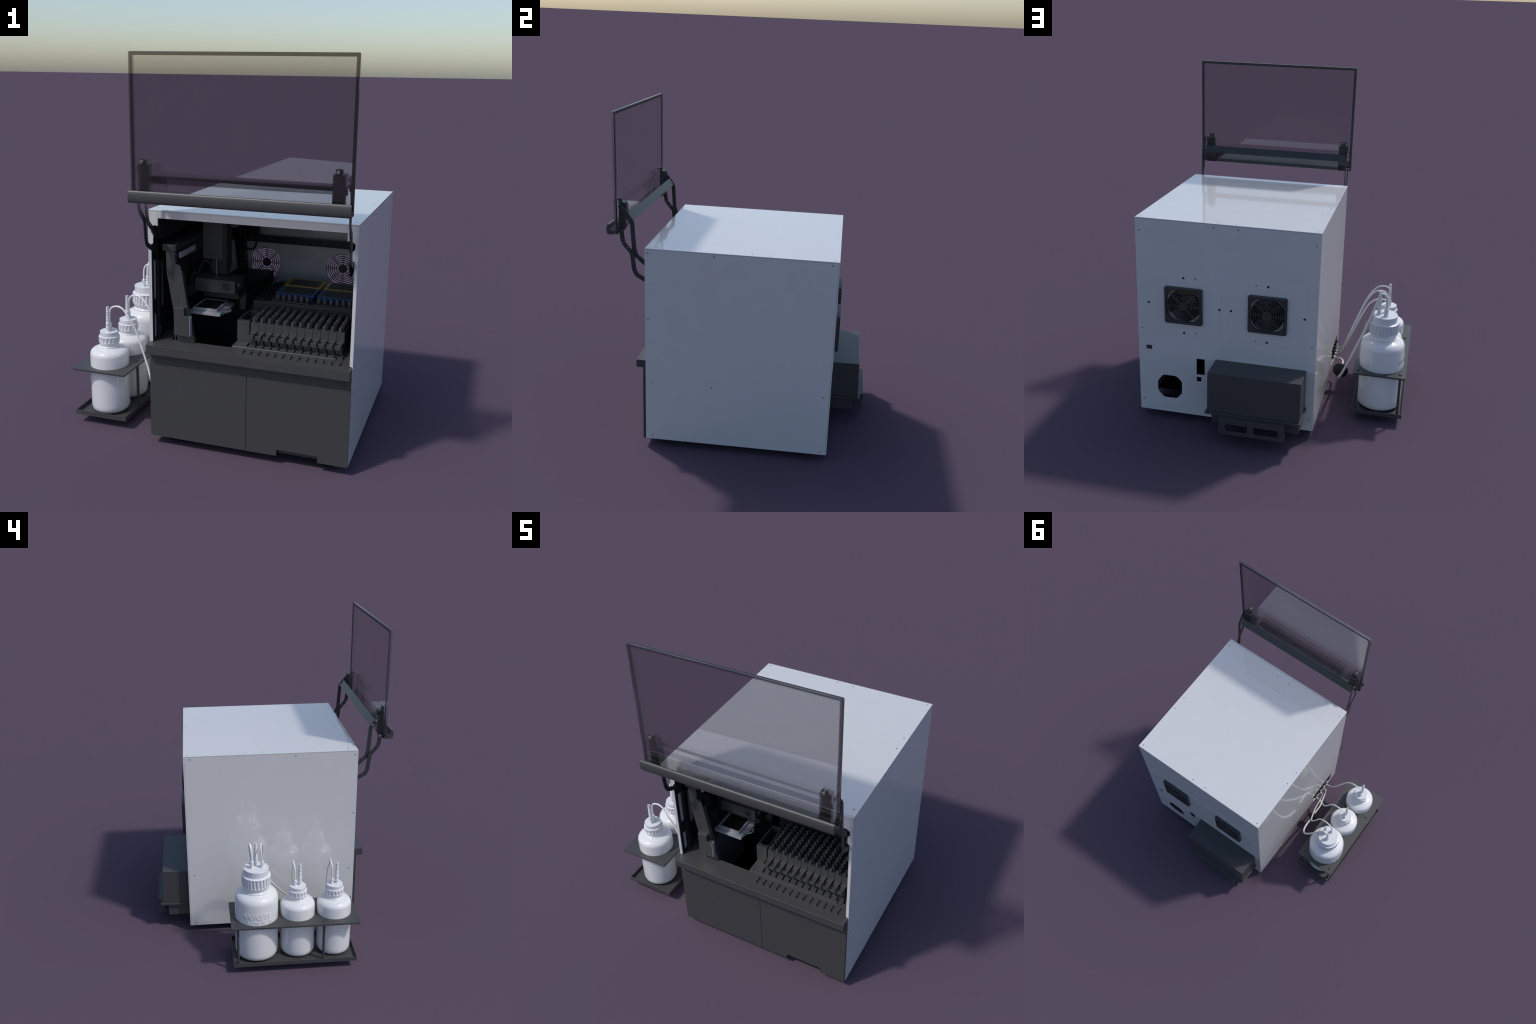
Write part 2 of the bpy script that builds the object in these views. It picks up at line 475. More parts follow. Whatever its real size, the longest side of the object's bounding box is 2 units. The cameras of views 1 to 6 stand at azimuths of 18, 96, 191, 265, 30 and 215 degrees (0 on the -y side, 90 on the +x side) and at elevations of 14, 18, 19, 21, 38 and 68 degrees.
PITCH = 0.04073
RX = 0.2362                      # centre of the first rack
NR = 12
def mesh_of(bm, name, mats, smooth=20):
    bmesh.ops.recalc_face_normals(bm, faces=bm.faces)
    me = bpy.data.meshes.new(name)
    bm.to_mesh(me)
    bm.free()
    for m in mats:
        me.materials.append(m)
    me.shade_smooth()
    me.set_sharp_from_angle(angle=math.radians(smooth))
    return me
# one rack: tall block behind a flat front, stem columns underneath
bm = bmesh.new()
add_box(bm, -0.0197, 0.0197, -0.3870, -0.1560, 0.6150, 0.6750, 0.0010)
add_box(bm, -0.0193, 0.0193, -0.3600, -0.1560, 0.5705, 0.6148, 0.001)
for dx in (-0.0102, 0.0102):
    add_box(bm, dx - 0.0070, dx + 0.0070, -0.4180, -0.3602, 0.5705, 0.6146, 0.001)
add_box(bm, -0.0030, 0.0030, -0.4150, -0.3604, 0.5705, 0.6146, 0.001)
RACK = mesh_of(bm, "tube_rack", [GREY])
# finger paddle with a shallow dish
bm = plate_mesh(round_poly([(-0.0160, -0.4545), (0.0160, -0.4545), (0.0160, -0.3876), (-0.0160, -0.3876)], 0.003),
                [], "XY", 0.6150, 0.6215, 0.001)
rim = plate_mesh(round_poly([(-0.0160, -0.4545), (0.0160, -0.4545), (0.0160, -0.3876), (-0.0160, -0.3876)], 0.003),
                 [round_poly([(-0.0138, -0.4510), (0.0138, -0.4510), (0.0136, -0.4120), (-0.0136, -0.4120)], 0.003)],
                 "XY", 0.6180, 0.6290, 0.0007)
tmp = bpy.data.meshes.new("tmp")
rim.to_mesh(tmp)
rim.free()
bm.from_mesh(tmp)
bpy.data.meshes.remove(tmp)
add_box(bm, -0.0150, 0.0150, -0.4540, -0.4440, 0.6060, 0.6170, 0.002)
PADDLE = mesh_of(bm, "rack_paddle", [GREY])
# capped tube
bm = bmesh.new()
nk = 20
prof = [(0.0066, 0.664), (0.0066, 0.6765)]
add_lathe(bm, prof, (0, 0, 0), "Z", nk)
cap = [(0.0066, 0.6765), (0.0083, 0.6772), (0.0086, 0.6785), (0.0086, 0.6930), (0.0080, 0.6970), (0.0066, 0.6995), (0.0042, 0.7010), (0, 0.7015)]
add_lathe(bm, cap, (0, 0, 0), "Z", nk)
for v in bm.verts:               # knurled cap
    if v.co.z > 0.678 and v.co.z < 0.698 and v.co.xy.length > 0.0075:
        i = round(math.atan2(v.co.y, v.co.x) / (2 * math.pi / nk))
        if i % 2:
            v.co.xy *= 0.91
TUBECAP = mesh_of(bm, "sample_tube", [CAPGREY], 50)
# guide rail tab and indicator button
bm = bmesh.new()
add_box(bm, -0.0022, 0.0022, -0.4660, -0.4180, 0.5703, 0.5790, 0.001)
add_box(bm, -0.0042, 0.0042, -0.4670, -0.4520, 0.5703, 0.5830, 0.0015)
RAIL = mesh_of(bm, "rack_guide", [GREY])
bm = bmesh.new()
add_box(bm, -0.0077, 0.0077, -0.5440, -0.5020, DECK + 0.0003, 0.5685, 0.001)
add_box(bm, -0.0075, 0.0075, -0.5440, -0.5320, 0.5683, 0.5730, 0.001)
add_box(bm, -0.0075, 0.0075, -0.5140, -0.5020, 0.5683, 0.5730, 0.001)
for dy in (-0.519, -0.524, -0.529):
    add_lathe(bm, cyl_prof(0.0018, 0.5680, 0.5705), (0, dy, 0), "Z", 8)
BUTTON = mesh_of(bm, "slot_indicator", [GREY])
def inst(me, name, parent, x, y=0.0, z=0.0, rz=0.0):
    o = bpy.data.objects.new(name, me)
    o.location = (x, y, z)
    o.rotation_euler = (0, 0, rz)
    return put(o, parent)
for i in range(NR):
    x = RX + i * PITCH
    rk = inst(RACK, "tube_rack", analyzer, x)
    p = bpy.data.objects.new("rack_paddle", PADDLE)
    COL.objects.link(p)
    p.parent = rk
    for k in range(16):
        t = bpy.data.objects.new("sample_tube", TUBECAP)
        COL.objects.link(t)
        t.parent = rk
        t.location = (random.uniform(-0.0008, 0.0008) + (0.0034 if k % 2 else -0.0034), -0.3765 + k * 0.0144,
                      random.uniform(-0.0025, 0.002))
        t.rotation_euler = (0, 0, random.uniform(0, 6.28))
for i in range(NR + 1):
    inst(RAIL, "rack_guide", analyzer, 0.2195 + i * PITCH)
    inst(BUTTON, "slot_indicator", analyzer, 0.2190 + i * PITCH)
for x in (0.178, 0.33, 0.505, 0.665):
    lathe("plate_screw", analyzer, STEEL, cyl_prof(0.003, 0.5701, 0.5712, 0.0004), (x, -0.4560, 0), n=12)

# ------------------------------------------------------------------ riser with reagent racks at the back
box("riser_block", analyzer, DARK, 0.1390, 0.7480, -0.1100, 0.3450, 0.5708, 0.7075, 0.0015)
bm = bmesh.new()
for i in range(3):
    for j in range(9):
        add_lathe(bm, [(0.0085, 0.7076), (0.0085, 0.7180), (0.0065, 0.7185), (0.0065, 0.7090), (0, 0.7090)],
                  (0.1600 + i * 0.0235 + (j % 2) * 0.004, -0.080 + j * 0.043, 0), "Z", 18)
from_bm(bm, "vial_row", BLACK, analyzer, 40)
for bx in (0.2395, 0.4715):
    bx1 = bx + 0.2190
    box("carrier_bar", analyzer, GREY, bx + 0.002, bx1 - 0.010, -0.0970, -0.0870, 0.7078, 0.7140, 0.0015)
    for i in range(6):
        lathe("carrier_knob", analyzer, CAPGREY, [(0, 0), (0.0125, 0), (0.0135, 0.006), (0.0125, 0.014), (0.0095, 0.029), (0.0060, 0.034), (0, 0.035)],
              (bx + 0.0220 + i * 0.0335, -0.0480, 0.7078), n=20)
    for y0, y1, mat in ((-0.0210, 0.1290, BLUE), (0.1400, 0.2950, YELLOW)):
        bm = plate_mesh(round_poly([(bx, y0), (bx1, y0), (bx1, y1), (bx, y1)], 0.014),
                        [round_poly([(bx + 0.022, y0 + 0.018), (bx1 - 0.022, y0 + 0.018), (bx1 - 0.022, y1 - 0.016), (bx + 0.022, y1 - 0.016)], 0.008)],
                        "XY", 0.7240, 0.7365, 0.002)
        add_box(bm, bx + 0.010, bx1 - 0.010, y0 + 0.006, y1 - 0.006, 0.7077, 0.7242, 0.002)
        rk = from_bm(bm, "reagent_rack", mat, analyzer, 18)
        bm = bmesh.new()
        add_box(bm, bx + 0.023, bx1 - 0.023, y0 + 0.019, y1 - 0.017, 0.7243, 0.7380, 0.001)
        nx, ny = 12, 8
        for i in range(nx):
            for j in range(ny):
                add_lathe(bm, [(0.0058, 0.7380), (0.0058, 0.7400), (0.0040, 0.7400), (0.0035, 0.7382)],
                          (bx + 0.032 + i * (bx1 - bx - 0.064) / (nx - 1), y0 + 0.028 + j * (y1 - y0 - 0.054) / (ny - 1), 0), "Z", 10)
        from_bm(bm, "rack_insert", DARK, rk, 18, kind="stuff")

# ------------------------------------------------------------------ left interior: liner, pillar, gantry
liner = [(-0.5350, DECK + 0.001), (0.30, DECK + 0.001), (0.30, 1.10), (-0.5350, 1.10)]
slits = [rrect(-0.5130, -0.4840, 0.7800, 0.9850, 0.004), rrect(-0.5130, -0.4850, 0.5760, 0.7020, 0.004),
         rrect(-0.4420, -0.4010, 0.7180, 0.9560, 0.004)]
plate("side_liner", analyzer, BLACK, liner, slits, "YZ", XL + 0.0125, XL + 0.0145)
box("liner_post", analyzer, BLACK, XL + 0.0147, XL + 0.026, -0.4800, -0.4460, DECK + 0.001, 1.08, 0.001)
bm = bmesh.new()
add_box(bm, -0.2600, -0.2400, -0.4860, -0.4700, 0.6100, 0.6330, 0.001)
add_sweep(bm, [(-0.25, -0.48, 0.612), (-0.247, -0.483, 0.592), (-0.252, -0.485, 0.575)], 0.003, 8)
add_lathe(bm, cyl_prof(0.005, -0.4920, -0.4850), (-0.250, 0, 0.622), "Y", 12)
from_bm(bm, "cable_clip", BLACK, analyzer, 40)
# right liner
plate("side_liner", analyzer, BLACK, liner, [], "YZ", XR - 0.0145, XR - 0.0125)
pillar = [(-0.2045, 1.036), (-0.2040, 0.9350), (-0.1700, 0.7430), (-0.1470, 0.5870), (-0.1450, DECK + 0.001), (-0.0505, DECK + 0.001),
          (-0.0905, 0.7515), (-0.1200, 0.9350), (-0.1280, 0.9660), (-0.1549, 0.9750), (-0.1549, 1.036)]
pl_o = plate("support_pillar", analyzer, DARK, pillar, [circle(-0.1775, 1.0000, 0.0032, 12), circle(-0.1369, 0.766, 0.0028, 12),
                                                        circle(-0.1105, 0.766, 0.0028, 12)], "XZ", -0.4900, -0.4860)
plate("pillar_web", pl_o, DARK, [(-0.4858, DECK + 0.001), (-0.30, DECK + 0.001), (-0.38, 0.80), (-0.40, 0.965), (-0.4858, 0.965)],
      [], "YZ", -0.1620, -0.1580)
prism("sensor_cover", pl_o, DARK, [(-0.1535, 0.6050), (-0.0690, 0.6030), (-0.0690, 0.7100), (-0.0930, 0.7100), (-0.0980, 0.7170), (-0.0980, 0.7510), (-0.1535, 0.7510)],
      "Y", -0.5180, -0.4902, 0.0012)
box("cover_side_strip", pl_o, SILVER, -0.0688, -0.0660, -0.5160, -0.4905, 0.6040, 0.7085, 0.0005, 1)
box("guide_rail", pl_o, BLACK, -0.1560, -0.1370, -0.4400, -0.3900, 0.5640, 0.9690, 0.001)
prism("pillar_flange", pl_o, DARK, [(-0.1235, 0.9340), (-0.1205, 0.9340), (-0.0910, 0.7515), (-0.0510, 0.5640), (-0.0550, 0.5640), (-0.0945, 0.7515)], "Y", -0.4858, -0.4650)
box("guide_cable_box", pl_o, BLACK, -0.1365, -0.1000, -0.4150, -0.3850, 0.7900, 0.8450, 0.001)
# gantry beam along y
beam = box("gantry_beam", analyzer, DARK, -0.2290, -0.1520, -0.4850, 0.46, 1.0350, 1.0680, 0.003)
box("beam_lower", beam, BLACK, -0.1980, -0.1545, -0.4800, 0.46, 0.9700, 1.0346, 0.002)
box("linear_rail", beam, SILVER, -0.1540, -0.1420, -0.4450, -0.25, 0.9950, 1.0250, 0.001)
box("modelled_rail_shadow", beam, BLACK, -0.1542, -0.1480, -0.4700, -0.20, 1.0252, 1.0335, 0.001)  # black bar modelled for the shadow line above the rail
for z in (0.985, 1.005, 1.022):
    box("cable_tooth", beam, BLACK, -0.1552, -0.1480, -0.4880, -0.4800, z - 0.005, z + 0.005, 0.001)
# hinge housings left and right, dark rounded plates the lid arms pivot on
for sx, x0 in ((-1, XL + 0.028), (1, XR - 0.036)):
    prism("hinge_housing", analyzer, BLACK, round_poly([(-0.522, 1.19), (-0.10, 1.19), (-0.10, 1.10), (-0.40, 1.085), (-0.50, 1.10)], 0.03),
          "X", x0 - 0.002 - (0.012 if sx > 0 else 0), x0 + 0.010 + (0.012 if sx < 0 else 0), 0.002)
    prism("hinge_plate", analyzer, BLACK, round_poly([(-0.530, 1.075), (-0.42, 1.085), (-0.41, 1.00), (-0.47, 0.985), (-0.50, 1.00)], 0.02),
          "X", x0 - 0.008, x0 - 0.002, 0.001)
# z column with the pick-up spindle
col = box("z_column", analyzer, DARK, -0.1065, 0.0045, -0.2350, -0.1500, 0.9485, 1.2350, 0.002)
box("column_plate", col, BLACK, 0.0047, 0.0280, -0.2330, -0.1500, 0.9050, 1.2300, 0.001)
box("column_foot", col, BLACK, -0.0520, 0.0260, -0.2250, -0.1650, 0.8700, 0.9483, 0.001)
lathe("spindle", col, STEEL, cyl_prof(0.006, 0.8630, 0.9500), (-0.0310, -0.2300, 0), n=16)
xb = box("cross_beam", analyzer, DARK, 0.0285, 0.0700, -0.1900, -0.08, 1.1200, 1.1700, 0.002)
bm = bmesh.new()
pts = [(-0.135, 0.455, 1.05), (-0.134, 0.455, 0.96), (-0.130, 0.455, 0.90), (-0.124, 0.455, 0.83), (-0.108, 0.455, 0.70)]
for a, b in zip(spline_pts(pts, 4), spline_pts(pts, 4)[1:]):
    m = (a + b) / 2
    add_box(bm, m.x - 0.036, m.x + 0.036, m.y - 0.012, m.y + 0.012, m.z - 0.014, m.z + 0.016, 0.003)
from_bm(bm, "cable_chain", BLACK, analyzer, 40)
tube("cable_loop", analyzer, BLACK, [(-0.028, 0.45, 0.97), (-0.028, 0.45, 0.895), (-0.040, 0.45, 0.865), (-0.065, 0.45, 0.853), (-0.095, 0.455, 0.856)], 0.0065, 10)
box("cable_carrier", analyzer, BLACK, -0.183, -0.0085, 0.432, 0.466, 0.952, 1.2350, 0.003)
box("rear_rail", analyzer, BLACK, XL + 0.02, XR - 0.02, 0.4700, 0.5000, 0.9000, 0.9400, 0.001)
for x in (0.0, 0.06, 0.40, 0.47):
    lathe("rail_screw", analyzer, STEEL, cyl_prof(0.0035, -0.4712 + 0.94, -0.4700 + 0.94, 0.0003), (x, 0, 0.922), "Y", 12)
# reader head with the vent holes
bm = plate_mesh([(-0.1180, 0.7940), (0.1055, 0.7940), (0.1055, 0.8620), (-0.1180, 0.8620)],
                [circle(0.0603 + 0.0165 * math.cos(math.radians(90 + 60 * i)) * (i > 0 or 0), 0.8300 + 0.0165 * math.sin(math.radians(90 + 60 * i)), 0.0060, 18)
                 for i in range(1, 7)] + [circle(0.0603, 0.8300, 0.0060, 18)], "XZ", -0.3220, -0.3190)
add_box(bm, -0.1180, 0.1055, -0.3100, -0.1800, 0.7940, 0.8620, 0.002)
add_box(bm, -0.1180, 0.1055, -0.3188, -0.3102, 0.8590, 0.8620, 0.0005)
add_box(bm, -0.1180, 0.1055, -0.3188, -0.3102, 0.7940, 0.7970, 0.0005)
add_box(bm, 0.1025, 0.1055, -0.3188, -0.3102, 0.7972, 0.8588, 0.0005)
add_box(bm, -0.1180, -0.1150, -0.3188, -0.3102, 0.7972, 0.8588, 0.0005)
head = from_bm(bm, "reader_head", DARK, analyzer, 18)
tube("head_cable", head, BLACK, [(-0.125, -0.24, 0.83), (-0.122, -0.24, 0.90), (-0.095, -0.23, 0.935), (-0.068, -0.22, 0.91), (-0.066, -0.21, 0.86)], 0.0065, 10)
tube("head_cable", head, BLACK, [(-0.140, -0.30, 0.80), (-0.142, -0.30, 0.86), (-0.130, -0.29, 0.885), (-0.121, -0.28, 0.86), (-0.121, -0.27, 0.81)], 0.0055, 10)
box("head_connector", head, BLACK, -0.1450, -0.1182, -0.3150, -0.2800, 0.7700, 0.8050, 0.002)
box("head_slide", head, BLACK, -0.0800, 0.1200, -0.3000, -0.16, 0.7600, 0.7935, 0.002)
box("optics_housing", analyzer, PIT, -0.1200, 0.1090, -0.1400, 0.3830, 0.6550, 0.7500, 0.002)
box("optics_front", analyzer, DARK, 0.0730, 0.1085, -0.1480, -0.1403, 0.6570, 0.7480, 0.001)
box("optics_tab", analyzer, DARK, 0.110, 0.124, -0.300, -0.285, 0.83, 0.85, 0.001)
bm = bmesh.new()
for k in range(9):
    add_box(bm, -0.1880, 0.1440, -0.135 + 0.004 * (k % 2), -0.11, 0.40 + k * 0.0205, 0.4190 + k * 0.0205, 0.0008)
add_box(bm, -0.1880, 0.1080, -0.135, -0.11, 0.5860, 0.6540, 0.0008)
from_bm(bm, "ribbed_pit_panel", PIT, analyzer, 30)
# white well plate on its holder
holder = prism("plate_holder", analyzer, PLATEW, round_poly([(-0.1225, -0.4000), (0.0530, -0.4000), (0.0530, -0.3500), (0.0660, -0.3350), (0.0660, -0.2700), (0.056, -0.258), (0.0560, -0.1900), (-0.1225, -0.1900)], 0.004),
               "Z", 0.6890, 0.7050, 0.001)
wp = plate_mesh(round_poly([(-0.1085, -0.3760), (0.0280, -0.3760), (0.0280, -0.2000), (-0.1085, -0.2000)], 0.004),
                [round_poly([(-0.0990, -0.3670), (0.0185, -0.3670), (0.0185, -0.2090), (-0.0990, -0.2090)], 0.003)], "XY", 0.7052, 0.7180, 0.001)
from_bm(wp, "well_plate", PLATEW, holder, 18)
bm = bmesh.new()
add_box(bm, -0.0988, 0.0183, -0.3668, -0.2092, 0.7053, 0.7110, 0)
for i in range(16):
    for j in range(22):
        add_lathe(bm, [(0.0032, 0.7110), (0.0032, 0.7155), (0.0022, 0.7155), (0.0020, 0.7115)],
                  (-0.0940 + i * 0.1075 / 15, -0.3625 + j * 0.1490 / 21, 0), "Z", 8)
from_bm(bm, "well_grid", BLACK, holder, 40, kind="stuff")
for y in (-0.3550, -0.2350):
    lathe("green_stop", holder, GREEN, cyl_prof(0.0058, 0.0532, 0.0600, 0.001), (0, y, 0.6940), "X", 20)
bm = bmesh.new()
add_sweep(bm, spline_pts([(0.0600, -0.345, 0.7000), (0.078, -0.330, 0.699), (0.080, -0.305, 0.699), (0.062, -0.295, 0.700)], 5), 0.004, 8)
from_bm(bm, "holder_grip", PLATEW, holder, 50)

# ------------------------------------------------------------------ raised lid
PX0, PX1, PZ0, PZ1 = -0.2750, 0.7780, 1.3170, 2.0000
lid = plate("lid_frame", analyzer, FRAME, rrect(PX0 + 0.0004, PX1 - 0.0004, PZ0 + 0.0004, PZ1 - 0.0004, 0.006),
            [rrect(PX0 + 0.0165, PX1 - 0.0165, PZ0 + 0.0165, PZ1 - 0.0165, 0.003)], "XZ", -0.7037, -0.6995)
plate("lid_pane", lid, GLASS, rrect(PX0, PX1, PZ0, PZ1, 0.006), [], "XZ", -0.7160, -0.7040, 0.001)
# pull handle: hollow channel along the lower edge
hp = [(-0.7163, 1.3180), (-0.7440, 1.3174)]
hp += [(-0.7440 - 0.0150 * math.sin(math.radians(t)) ** 0.55, 1.3470 - 0.0296 * math.cos(math.radians(t))) for t in range(8, 180, 8)]
hp += [(-0.7415, 1.3755), (-0.7410, 1.3460), (-0.7340, 1.3420), (-0.7163, 1.3420)]
prism("pull_handle", lid, DARK, hp, "X", -0.2725, 0.7755, 0.0008)
# crossbar between the arms
prism("lid_crossbar", lid, FRAME, [(-0.6140, 1.3975), (-0.6435, 1.4375), (-0.6470, 1.4350), (-0.6175, 1.3950)], "X", -0.2405, 0.7350, 0.0008)
REAR = [(-0.6850, 1.4765), (-0.6275, 1.4025), (-0.6185, 1.3870), (-0.6090, 1.2350), (-0.5980, 1.1980), (-0.5525, 1.1585), (-0.4800, 1.1000)]
FRONT = [(-0.6765, 1.3330), (-0.6740, 1.2980), (-0.6665, 1.2690), (-0.6445, 1.2410), (-0.6190, 1.2150), (-0.6075, 1.1140), (-0.5935, 1.0850), (-0.5525, 1.0615), (-0.4700, 1.0300)]
def bar_outline(path, w):
    P = [Vector((a, b, 0)) for a, b in path]
    # smooth the bends a little
    S = [P[0]]
    for a, b, c in zip(P, P[1:], P[2:]):
        k1, k2 = min(0.012, (a - b).length * 0.45), min(0.012, (c - b).length * 0.45)
        s, e = b + (a - b).normalized() * k1, b + (c - b).normalized() * k2
        for j in range(4):
            t = j / 3
            S.append(s * (1 - t) ** 2 + b * 2 * t * (1 - t) + e * t * t)
    S.append(P[-1])
    L, R = [], []
    for i, p in enumerate(S):
        t = (S[min(i + 1, len(S) - 1)] - S[max(i - 1, 0)]).normalized()
        n = Vector((-t.y, t.x, 0)) * w / 2
        L.append(p + n)
        R.append(p - n)
    def cap(p, t):
        n = Vector((-t.y, t.x, 0))
        return [p + (n * math.cos(a) + t * math.sin(a)) * w / 2 for a in [math.pi * k / 8 for k in range(1, 8)]]
    t0 = (S[0] - S[1]).normalized()
    head = cap(S[0], t0)
    out = R[::-1] + [q for q in head[:]] + L if (head[0] - R[0]).length < (head[0] - L[0]).length else R[::-1] + head[::-1] + L
    return [(q.x, q.y) for q in out]
def disc(name, parent, mat, r, x0, x1, y, z):
    return lathe(name, parent, mat, cyl_prof(r, x0, x1, min(0.0015, abs(x1 - x0) * 0.3)), (0, y, z), "X", 20)
for s in (-1, 1):
    xo = lambda d: (XL + d) if s < 0 else (XR - d)
    lo = lambda d0, d1: sorted((xo(d0), xo(d1)))
    a0, a1 = lo(0.0172, 0.0222)
    fa = plate("lid_arm", lid, FRAME, bar_outline(FRONT, 0.0250), [circle(-0.6655, 1.2700, 0.0032, 14), circle(-0.6440, 1.2415, 0.0032, 14)], "YZ", a0, a1, 0.0005)
    b0, b1 = lo(0.0262, 0.0312)
    ra = plate("lid_arm", lid, FRAME, bar_outline(REAR, 0.0250), [], "YZ", b0, b1, 0.0005)
    for y, z in ((-0.6765, 1.3330),):
        c0, c1 = lo(0.0120, 0.034)
        disc("arm_pivot", lid, STEEL if s < 0 else FRAME, 0.0085, c0, c1, y, z)
    for y, z in ((-0.6280, 1.4030), (-0.6490, 1.4310)):
        c0, c1 = lo(0.0215, 0.034)
        disc("arm_bolt", lid, STEEL if s < 0 else FRAME, 0.0075, c0, c1, y, z)
    # hinge block that clamps the pane
    h0, h1 = (-0.2440, -0.1890) if s < 0 else (0.6790, 0.7330)
    blk = prism("hinge_block", lid, FRAME, round_poly([(-0.6993, 1.3180), (-0.6830, 1.3180), (-0.6680, 1.3420), (-0.6580, 1.3640), (-0.6580, 1.3900), (-0.6650, 1.4100), (-0.6650, 1.4950), (-0.6993, 1.4950)], 0.006),
                "X", h0, h1, 0.0015)
    mx = (h0 + h1) / 2
    prism("block_tab", lid, FRAME, round_poly([(mx - 0.016, 1.4940), (mx + 0.016, 1.4940), (mx + 0.016, 1.5180), (mx - 0.016, 1.5180)], 0.008), "Y", -0.6992, -0.6900)
    add = lathe("clamp_bolt", lid, STEEL, cyl_prof(0.0075, -0.7235, -0.6850, 0.001), (mx, 0, 1.5065), "Y", 16)
    box("block_cover", lid, BLACK, h0 + 0.006, h1 - 0.006, -0.6652, -0.6570, 1.42, 1.485, 0.002)
    cx0, cx1 = lo(0.030, 0.062)
    bm = bmesh.new()
    add_lathe(bm, cyl_prof(0.006, cx0, cx1), (0, -0.6765, 1.3330), "X", 14)
    from_bm(bm, "pivot_shaft", FRAME, lid, 40)

# ------------------------------------------------------------------ tube port block in the left side slot
port = box("tube_port_block", analyzer, BLACK, XL + 0.0065, XL + 0.021, -0.470, -0.200, 0.081, 0.212, 0.001)
EXITS = [(-0.385, 0.1375), (-0.3405, 0.1375), (-0.2945, 0.1365), (-0.2362, 0.1395)]
for y, z in EXITS + [(-0.425, 0.165), (-0.36, 0.175), (-0.315, 0.172), (-0.265, 0.170)]:
    lathe("port_fitting", port, BLACK, [(0, -0.004), (0.011, -0.004), (0.011, 0.003), (0.008, 0.005), (0.008, 0.010), (0, 0.010)],
          (XL + 0.003 - 0.008, y, z), "X", 16)

# ------------------------------------------------------------------ bottle rack
rack = thing("bottle_rack", "dark metal tray rack holding three white bottles", "bottle rack", (-0.62, -0.09, 0))
TX0, TX1, TY0, TY1 = -0.7745, -0.4665, -0.4735, 0.2905
bm = bmesh.new()
add_box(bm, TX0, TX1, TY0, TY1, 0.0485, 0.0530, 0.0008)
for q in ((TX0, TX0 + 0.004, TY0, TY1), (TX1 - 0.004, TX1, TY0, TY1), (TX0 + 0.0041, TX1 - 0.0041, TY0, TY0 + 0.004), (TX0 + 0.0041, TX1 - 0.0041, TY1 - 0.004, TY1)):
    add_box(bm, *q, 0.0531, 0.0750, 0.0006)
tray = from_bm(bm, "drip_tray", DARK, rack, 18)
for x in (TX0 + 0.016, TX1 - 0.016):
    for y, ax in ((TY0 - 0.001, 0), (TY1 - 0.0006, 1)):
        lathe("tray_rivet", tray, STEEL, cyl_prof(0.0042, 0, 0.0018, 0.0004), (x, y, 0.0620), "Y", 12)
BOTTLES = [(-0.6215, 0.1360, 0.1340), (-0.6215, -0.1195, 0.1070), (-0.6215, -0.3475, 0.1070)]
plate("holder_plate", rack, DARK, rrect(-0.7775, -0.4645, -0.4850, 0.3010, 0.006), [circle(x, y, r + 0.0012, 64) for x, y, r in BOTTLES],
      "XY", 0.3135, 0.3245, 0.001)
for x in (-0.7460, -0.4930):
    for y in (-0.2665, 0.2600):
        lathe("support_post", rack, DARK, cyl_prof(0.0080, 0.0532, 0.3133), (x, y, 0), n=20)
        lathe("post_bolt", rack, DARK, [(0, 0.3246), (0.0085, 0.3246), (0.0085, 0.327), (0.006, 0.3315), (0, 0.333)], (x, y, 0), n=16)
        lathe("tray_foot", rack, BLACK, [(0, 0.0405), (0.014, 0.0405), (0.017, 0.043), (0.017, 0.0484), (0, 0.0484)], (x, y, 0), n=24)

# ------------------------------------------------------------------ bottles
def wrap_text(body, size, r, cx, cy, z, parent, spread=1.0):
    cu = bpy.data.curves.new("lettering", "FONT")
    cu.body = body
    cu.size = size
    cu.align_x = "CENTER"
    cu.extrude = 0.0012
    cu.space_character = spread
    cu.resolution_u = 4
    ob = bpy.data.objects.new("lettering", cu)
    COL.objects.link(ob)
    bpy.context.view_layer.update()
    me = bpy.data.meshes.new_from_object(ob.evaluated_get(bpy.context.evaluated_depsgraph_get()))
    bpy.data.objects.remove(ob)
    bpy.data.curves.remove(cu)
    bm = bmesh.new()
    bm.from_mesh(me)
    bpy.data.meshes.remove(me)
    bmesh.ops.remove_doubles(bm, verts=bm.verts, dist=1e-6)
    es = [e for e in bm.edges if e.calc_length() > 0.006]
    bmesh.ops.subdivide_edges(bm, edges=es, cuts=2, use_grid_fill=False)
    for v in bm.verts:
        x, y, h = v.co
        a = x / r
        rr = r + 0.0008 + h
        v.co = Vector((cx - rr * math.cos(a), cy - rr * math.sin(a), z + y))
    return from_bm(bm, "embossed_letters", BOTTLE, parent, 30)

